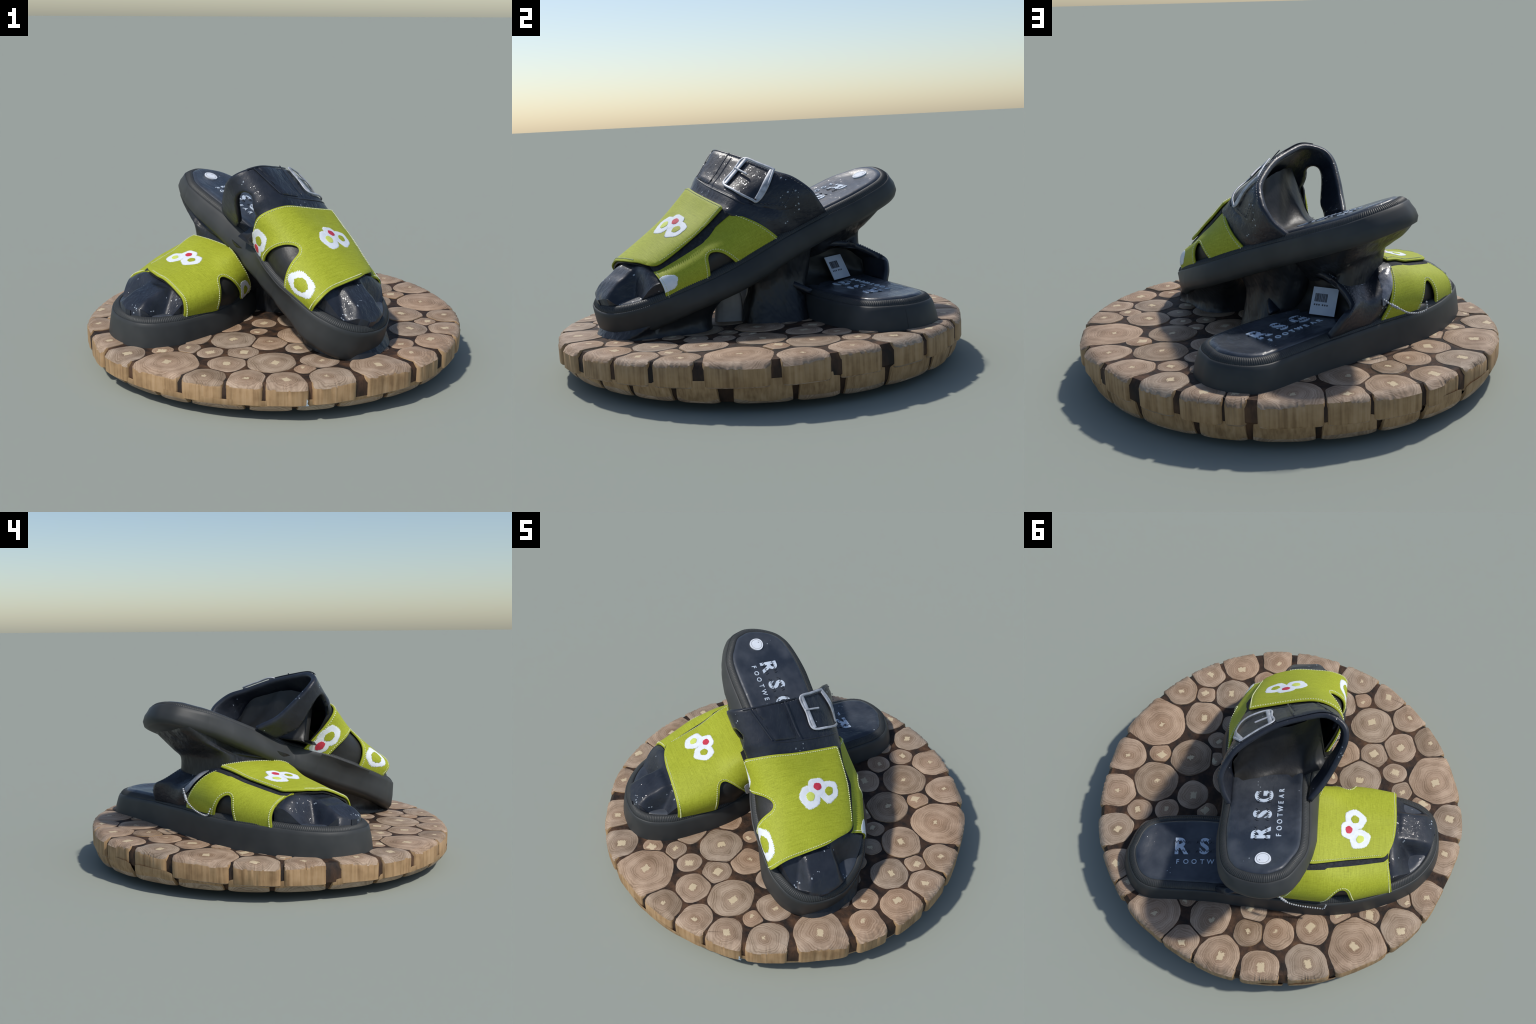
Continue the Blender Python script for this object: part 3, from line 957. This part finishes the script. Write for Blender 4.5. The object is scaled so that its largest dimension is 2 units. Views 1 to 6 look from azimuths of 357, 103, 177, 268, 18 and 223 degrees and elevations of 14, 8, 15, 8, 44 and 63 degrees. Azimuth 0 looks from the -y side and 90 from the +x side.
def flat_relief(V2, F, h):
    """give a flat outline mesh a thickness h"""
    e = {}
    for f in F:
        for a, b in zip(f, f[1:] + f[:1]):
            e.setdefault((min(a, b), max(a, b)), []).append((a, b))
    n = len(V2)
    FF = [tuple(f) for f in F] + [tuple(i + n for i in f[::-1]) for f in F]
    FF += [(b, a, a + n, b + n) for (a, b), in [v for v in e.values() if len(v) == 1]]
    return FF

def on_bed(S, V2, F, name, mat, parent, lift, h, stuff=False):
    """lay a flat drawing (in object x, y) on the footbed"""
    FF = flat_relief(V2, F, h)
    loc = V2 * [1, S.side]
    z = S.bed(loc) + .002 + lift
    V = np.vstack([np.column_stack([V2, z]), np.column_stack([V2, z - h])])
    return add(name, V, FF, mat, parent, 30, stuff=stuff)

def build_marks(S, yR, yF, xR, sticker):
    lets = []
    for k, c in enumerate("RSG"):
        V, F = glyphs(c, .125, .0045)
        V = V * np.array([.092 / np.ptp(V[:, 1]) * .92, .092 / np.ptp(V[:, 1])])
        cen = np.array([xR + .118 * k, yR])
        o = on_bed(S, V + cen, F, "brand_letter", LETTER, S.root, .0030, .006)
        # zigzag cuts across the letter
        for dy in (-.027, .024):
            n = 13
            xs = np.linspace(-.043, .043, n)
            top = [(x, dy + (.006 if i % 2 else -.006) + .0028) for i, x in enumerate(xs)]
            bot = [(x, dy + (.006 if i % 2 else -.006) - .0028) for i, x in enumerate(xs)]
            Z = np.array(top + bot) + cen
            Fz = [(i, i + 1, n + i + 1, n + i) for i in range(n - 1)]
            on_bed(S, Z, Fz, "zigzag_cut", FOOTBED, o, .0040, .003)
    V, F = [], []
    for k, c in enumerate("FOOTWEAR"):
        v, f = glyphs(c, .036, .0004)
        n = len(V)
        V += list(v + [xR - .016 + .0424 * k, yF])
        F += [tuple(i + n for i in q) for q in f]
    on_bed(S, np.array(V), F, "small_lettering", LETTER, S.root, .0030, .005)
    if sticker:
        c = np.array([.093, .047])
        a = np.linspace(0, 2 * np.pi, 48, endpoint=False)
        disc = c + np.stack([np.cos(a), np.sin(a)], 1) * (.0375 + .0012 * np.sin(3 * a + 1))[:, None]
        st = on_bed(S, disc, [tuple(range(48))], "size_sticker", WHITE, S.root, .0060, .008)
        ring = np.vstack([c + .030 * np.stack([np.cos(a), np.sin(a)], 1), c + .0285 * np.stack([np.cos(a), np.sin(a)], 1)])
        on_bed(S, ring, [(i, (i + 1) % 48, 48 + (i + 1) % 48, 48 + i) for i in range(48)], "sticker_ring", INK, st, .0066, .002)
        v, f = glyphs("39", .036, .0008)
        v = np.stack([v[:, 1], -v[:, 0]], 1) + c
        on_bed(S, v, f, "sticker_number", INK, st, .0066, .002)

def box(c, ex, ey, ez):
    c, ex, ey, ez = (np.array(q, float) for q in (c, ex, ey, ez))
    V = [c + i * ex + j * ey + k * ez for i in (-.5, .5) for j in (-.5, .5) for k in (-.5, .5)]
    F = [(0, 1, 3, 2), (4, 6, 7, 5), (0, 4, 5, 1), (2, 3, 7, 6), (0, 2, 6, 4), (1, 5, 7, 3)]
    return V, F

# ---- pose of the two shoes
fw = np.array([-0.751, -0.660, 0.0])
fw /= np.linalg.norm(fw)
M_FLAT = Matrix(((fw[0], -fw[1], 0, 0.36), (fw[1], fw[0], 0, 0.74), (0, 0, 1, 0.2), (0, 0, 0, 1)))
M_LEAN = Matrix(((0.5953, 0.7455, 0.2997, -0.468), (-0.7261, 0.6589, -0.1968, 0.5559), (-0.3442, -0.1005, 0.9335, 0.7641), (0, 0, 0, 1)))
flat = Sandal(M_FLAT, -1, GIRTH_PRESSED, True, "black sandal with lime green flap strap lying flat")
lean = Sandal(M_LEAN, 1, GIRTH_UPRIGHT, False, "black buckled sandal with lime green flap, leaning upright")

for S in (flat, lean):
    build_sole(S)
    build_toe(S)

inner_u = [(1.56, 1.0), (1.60, .93), (1.72, .84), (1.86, .775), (2.02, .745), (2.12, .76), (2.18, .81), (2.26, .90), (2.34, 1.0)]
outer_u = [(1.76, 0.0), (1.80, .06), (1.87, .115), (1.99, .142), (2.10, .125), (2.18, .07), (2.25, 0.0)]
inner_f = [(1.50, 1.0), (1.60, .93), (1.74, .86), (1.90, .815), (2.03, .80), (2.13, .82), (2.21, .87), (2.28, .93), (2.34, 1.0)]
outer_f = [(1.75, 0.0), (1.80, .06), (1.87, .115), (1.98, .145), (2.10, .130), (2.18, .07), (2.23, 0.0)]
strap_u, front_u, panel_u = build_upper(lean, inner_u, outer_u, (.295, 0, .255), True)
strap_f, front_f, panel_f = build_upper(flat, inner_f, outer_f, (.305, 0, .315), False)

zero = lambda s, t: .002 + 0 * s
outo = lambda s, t: -.003 - .030 * sstep(.13, .33, t)
flower_print(lean, front_u, [((1.135, -.077, .335), .056, LIME, .021), ((1.12, .028, .327), .056, FABRIC, .022), ((1.092, -.030, .350), .050, RED, .021)], zero)
flower_print(lean, front_u, [((2.60, .885), .064, FABRIC, .033)], zero)
flower_print(lean, front_u, [((1.27, .880), .062, FABRIC, .026), ((1.23, .945), .046, RED, .023)], zero)
flower_print(lean, panel_u, [((2.93, .10), .050, None, 0)], outo)
flower_print(flat, front_f, [((1.162, .019, .315), .056, LIME, .021), ((1.138, -.090, .317), .058, FABRIC, .022), ((1.104, -.026, .324), .050, RED, .021)], zero)
flower_print(flat, front_f, [((1.33, .935), .060, FABRIC, .026)], zero)

build_marks(lean, .067, -.018, .253, True)
build_marks(flat, -.009, -.096, .246, False)

# ---- belt and buckle of the leaning shoe
def build_buckle(S, strap):
    belt = smooth_outline([("l", [(.04, .62), (.70, .60), (.74, .42), (.74, .24)]), ("c", [(.72, .19), (.58, .115), (.40, .100), (.20, .13), (.05, .18)]), ("l", [(.04, .3), (.04, .45)])])
    b = patch(S, "belt", belt, .010, lambda s, t: .004 + 0 * s, PATENT, strap, grid=.012, edge_round=.004, smooth=60)
    base = belt
    keeper = smooth_outline([("l", [(.035, .50), (.035, .60), (.72, .585), (.72, .485)])])
    patch(S, "belt_keeper", keeper, .012, lambda s, t: .0085 + 0 * s, PATENT, strap, grid=.012, edge_round=.005, smooth=60)
    stitches(S, "dark_stitching", m([(np.interp(u, [0, .5, 1], [.66, .50, .16]), np.interp(u, [0, .5, 1], [.20, .125, .165])) for u in np.linspace(0, 1, 30)]), .0085, b, DARKTHREAD, .012, .008, .004, .002)
    root = bpy.data.objects.new("buckle", None)
    scene_col.objects.link(root)
    root.parent = S.root
    cs = [(.035, .405), (.33, .402), (.61, .398), (.655, .33), (.665, .24), (.655, .215), (.35, .235), (.06, .268), (.02, .275), (.015, .34)]
    st = spline(np.array(cs), 90, True)
    P = S.U.at(st[:, 0], st[:, 1], .013)
    N = S.U.at(st[:, 0], st[:, 1], .03) - P
    V, F = tube(P, .0065, 10, True, .6, N)
    S.add("frame", V, F, SILVER, root, 60)
    for a, b2, r in (((.03, .395), (.61, .388), .0115), ((.05, .275), (.63, .222), .0125)):
        u = np.linspace(0, 1, 20)[:, None]
        st = np.array(a) * (1 - u) + np.array(b2) * u
        P = S.U.at(st[:, 0], st[:, 1], .0125)
        N = S.U.at(st[:, 0], st[:, 1], .03) - P
        V, F = tube(P, r, 10, False, .35, N)
        S.add("bar", V, F, SILVER, root, 60)
    u = np.linspace(0, 1, 12)[:, None]
    st = np.array((.27, .405)) * (1 - u) + np.array((.30, .335)) * u
    P = S.U.at(st[:, 0], st[:, 1], .016)
    V, F = tube(P, .005, 8, False, 1.0, S.U.at(st[:, 0], st[:, 1], .04) - P)
    S.add("pin", V, F, SILVER, root, 60)
build_buckle(lean, strap_u)

def seam(S, strap, st, off, r=.0042):
    P0 = spline(np.array(st), 50)
    P = S.U.at(P0[:, 0], P0[:, 1], off)
    V, F = tube(P, r, 8, False, .6, S.U.at(P0[:, 0], P0[:, 1], off + .02) - P)
    S.add("seam", V, F, PATENT, strap, 60)
seam(lean, strap_u, [(.03, .615), (.35, .608), (.70, .598)], .006)
seam(lean, strap_u, [(.03, .480), (.35, .478), (.72, .475)], .018)
seam(lean, strap_u, [(.74, .60), (.77, .48), (.78, .36), (.77, .24)], -.001)
seam(lean, strap_u, [(.02, .64), (.015, .5), (.015, .42)], .003)

# ---- ball chain, clear tag and paper tag of the flat shoe
def build_tags(S):
    chain = spline([(.735, .286, .245), (.765, .300, .220), (.806, .318, .192), (.860, .322, .162), (.915, .324, .146), (.960, .327, .142), (.985, .330, .150), (.995, .322, .178)], 200)
    pts = resample(chain, 26)
    V, F = [], []
    bm = bmesh.new()
    for i, p in enumerate(pts):
        big = 4 <= i <= 6
        bmesh.ops.create_uvsphere(bm, u_segments=10, v_segments=6, radius=.0075 if big else .0048, matrix=Matrix.Translation(Vector((p[0], p[1] * S.side, p[2]))))
    me = bpy.data.meshes.new("ball_chain")
    bm.to_mesh(me)
    bm.free()
    me.polygons.foreach_set("use_smooth", [True] * len(me.polygons))
    me.materials.append(SILVER)
    o = bpy.data.objects.new("ball_chain", me)
    scene_col.objects.link(o)
    o.parent = S.root
    o["kind"] = "stuff"
    pouch = smooth_outline([("c", [(.72, .25), (.85, .27), (.96, .25), (.98, .18), (.93, .10), (.84, .085), (.76, .15)])])
    patch(S, "clear_tag", pouch, .008, lambda s, t: .003 + .003 * np.sin(s * 14 + t * 40), POUCH, grid=.012, smooth=60)
    # paper tag hanging in the opening
    a, b, c = np.array((.555, .008, .166)), np.array((.590, .125, .168)), np.array((.612, -.012, .275))
    e1, e2 = b - a, c - a
    n = np.cross(e1, e2)
    n /= np.linalg.norm(n)
    if n[0] > 0:
        n = -n
    V, F = box(a + e1 / 2 + e2 / 2, e1, e2, n * .004)
    t = S.add("paper_tag", V, F, TAG, None, 30)
    V, F = [], []
    g = random.Random(3)
    u = .12
    while u < .62:
        w = g.choice((.012, .02, .03))
        v, f = box(a + e1 * (u + w / 2) + e2 * .62 + n * .0025, e1 * w, e2 * .30, n * .001)
        F += [tuple(k + len(V) for k in q) for q in f]
        V += v
        u += w + g.choice((.012, .02))
    for k in range(6):
        v, f = box(a + e1 * (.15 + .09 * k + (.05 if k > 2 else 0)) + e2 * .36 + n * .0025, e1 * .05, e2 * .06, n * .001)
        F += [tuple(i + len(V) for i in q) for q in f]
        V += v
    S.add("tag_bars", V, F, INK, t, 30, stuff=True)
build_tags(flat)

# ---- crumpled black wrap that fills the space between the shoes and under the raised one
def loft(name, rings, S, parent, n=72, sub=7, amp=.010, seed=1, mat=None):
    R = [spline(np.array(r, float), n, True) for r in rings]
    rows = []
    ext = [2 * R[0] - R[1]] + R + [2 * R[-1] - R[-2]]
    for k in range(len(R) - 1):
        a, b, c, d = ext[k:k + 4]
        for j in range(sub):
            u = j / sub
            rows.append(0.5 * (2 * b + (c - a) * u + (2 * a - 5 * b + 4 * c - d) * u * u + (3 * b - a - 3 * c + d) * u ** 3))
    rows.append(R[-1])
    rows = np.array(rows)
    g = np.random.default_rng(seed)
    cen = rows.mean(1, keepdims=True)
    out = rows - cen
    out /= np.linalg.norm(out, axis=2, keepdims=True) + 1e-9
    th = np.linspace(0, 2 * np.pi, n, endpoint=False)[None]
    hh = np.linspace(0, 1, len(rows))[:, None]
    f = sum(g.uniform(.4, 1) * np.sin(k * th + g.uniform(0, 6) + g.uniform(-5, 5) * hh) / (k ** .5) for k in (3, 5, 8, 13))
    rows = rows + out * (amp * f)[..., None]
    V = list(rows.reshape(-1, 3))
    F = grid_faces(len(rows), n)
    V += [rows[0].mean(0), rows[-1].mean(0)]
    t, b = len(V) - 2, len(V) - 1
    F += [(j, (j + 1) % n, t) for j in range(n)]
    q = (len(rows) - 1) * n
    F += [(q + j, q + (j + 1) % n, b) for j in range(n)]
    inv = np.array(S.root.matrix_world.inverted())
    V = np.array(V) @ inv[:3, :3].T + inv[:3, 3]
    add(name, V, F, mat or WEB, parent, 60)

ML, MF = np.array(M_LEAN), np.array(M_FLAT)
def wl(x, y, z=.06):
    return ML[:3, :3] @ np.array([x, y, z]) + ML[:3, 3]
def wf(x, y, z):
    return MF[:3, :3] @ np.array([x, -y, z]) + MF[:3, 3]

bpy.context.view_layer.update()
# inner end of the foot opening: the black wrap stuffed into the toe end
def stuffing(S, wall, y0, y1):
    G = S.U.G.reshape(-1, 3)
    ny, nz = 40, 26
    V = []
    ys = np.linspace(y0, y1, ny)
    for y in ys:
        xw = wall(y)
        near = G[(abs(G[:, 0] - xw) < .06) & (abs(G[:, 1] - y) < .022) & (G[:, 2] > .16)]
        bed = float(S.bed(np.array([xw - .06, y]))) - .004
        top = (near[:, 2].min() if len(near) else bed + .03) - .024
        top = max(top, bed + .02)
        for v in np.linspace(0, 1, nz):
            x = xw - .08 * (1 - v) ** 4 - .012 * v ** 5 + .006 * math.sin(y * 31 + v * 7)
            V.append((x, y, bed + (top - bed) * v ** 1.5))
    n = len(V)
    F = grid_faces(ny, nz, False)
    V += [(x + .03, y, z) for x, y, z in V]
    F += [tuple(q + n for q in f[::-1]) for f in F]
    ed = [j for j in range(nz)] + [i * nz + nz - 1 for i in range(1, ny)] + [(ny - 1) * nz + j for j in range(nz - 2, -1, -1)] + [i * nz for i in range(ny - 2, 0, -1)]
    F += [(ed[k], ed[(k + 1) % len(ed)], ed[(k + 1) % len(ed)] + n, ed[k] + n) for k in range(len(ed))]
    S.add("stuffing", V, F, LINING, None, 60)
stuffing(lean, lambda y: .705 - .20 * y - .35 * min(0, y + .12), -.262, .225)
stuffing(flat, lambda y: .655 - .05 * y, -.215, .245)

# neck between the raised heel and the flat shoe's rear strap: a thin wall under the heel, running on beneath the sole
loft("crumpled_wrap", [
    [wl(.05, .220, .055), wl(.02, .03, .055), wl(.05, -.115, .055), wl(.42, -.135, .055), wl(.70, -.20, .055), wl(.80, -.05, .05), wl(.52, .20, .05), wl(.26, .232, .05)],
    [wl(.105, .220, .025), wl(.07, .03, .02), wl(.08, -.118, .015), wl(.42, -.132, .02), wl(.68, -.18, .02), wl(.78, -.04, .01), wl(.52, .19, .015), wl(.26, .228, .02)],
    [wl(.165, .208, -.007), wl(.135, .03, -.012), wl(.145, -.122, -.018), wl(.40, -.135, .0), wl(.66, -.17, .01), wl(.76, -.03, -.01), wl(.52, .17, -.02), wl(.30, .21, -.02)],
    [wl(.210, .185, -.038), wl(.195, .03, -.045), wl(.215, -.135, -.035), wl(.40, -.14, -.02), wl(.64, -.16, .0), wl(.74, -.02, -.03), wl(.54, .14, -.05), wl(.33, .18, -.05)],
    [wl(.255, .158, -.070), wl(.265, .0, -.08), wl(.290, -.150, -.058), wl(.42, -.14, -.04), wl(.62, -.15, -.01), wl(.72, -.02, -.05), wl(.54, .12, -.09), wl(.36, .15, -.09)],
    [wf(.585, .18, .30), wf(.68, .19, .28), wf(.80, .18, .29), wf(.92, .12, .33), wf(.95, -.15, .32), wf(.80, -.22, .28), wf(.66, -.15, .30), wf(.60, .05, .32)]],
    lean, lean.root, amp=.003, seed=4)
# under the toe of the raised shoe
loft("crumpled_wrap", [
    [wl(1.04, -.10), wl(.96, .08), wl(.92, .265), wl(1.25, .26), wl(1.43, .14), wl(1.52, -.06), wl(1.51, -.19), wl(1.25, -.265)],
    [(.12, -.31, .33), (.19, -.19, .35), (.34, -.13, .31), (.50, -.34, .26), (.545, -.50, .215), (.44, -.67, .21), (.30, -.705, .225), (.135, -.50, .28)],
    [(.13, -.31, .24), (.20, -.20, .24), (.37, -.17, .23), (.515, -.37, .205), (.550, -.51, .195), (.445, -.68, .195), (.29, -.715, .195), (.135, -.52, .215)],
    [(.13, -.31, .17), (.20, -.19, .17), (.42, -.15, .17), (.545, -.36, .17), (.560, -.51, .17), (.45, -.685, .17), (.285, -.72, .17), (.135, -.53, .17)]],
    lean, lean.root, amp=.003, seed=9)
# web between the board, the flat shoe's inner side and the raised sole
loft("crumpled_wrap", [
    [wl(.90, .225), wl(.74, .245), wl(.56, .225), wl(.46, .10), wl(.50, -.10), wl(.72, -.12), wl(.86, -.04), wl(.93, .12)],
    [(.205, .05, .40), (.14, .17, .42), (.03, .26, .44), (-.06, .23, .43), (-.13, .09, .42), (-.05, .02, .40), (.07, -.02, .38), (.16, -.02, .38)],
    [(.215, .04, .30), (.18, .15, .30), (.095, .25, .32), (-.03, .21, .33), (-.12, .09, .32), (-.05, .02, .30), (.08, -.03, .28), (.17, -.04, .28)],
    [(.25, .02, .17), (.24, .15, .17), (.175, .28, .17), (.0, .23, .17), (-.12, .09, .17), (-.05, .02, .17), (.09, -.05, .17), (.18, -.05, .17)]],
    lean, lean.root, amp=.006, seed=13)
# pale grey lump seen in the tunnel under the sole
loft("pale_lump", [
    [(.155, -.13, .385), (.14, -.08, .385), (.115, -.09, .385), (.135, -.14, .385)],
    [(.165, -.16, .32), (.15, -.06, .32), (.11, -.08, .32), (.13, -.17, .32)],
    [(.175, -.17, .18), (.155, -.05, .18), (.11, -.07, .18), (.14, -.19, .18)]],
    lean, lean.root, n=36, sub=5, amp=.003, seed=5, mat=PALE_GREY)
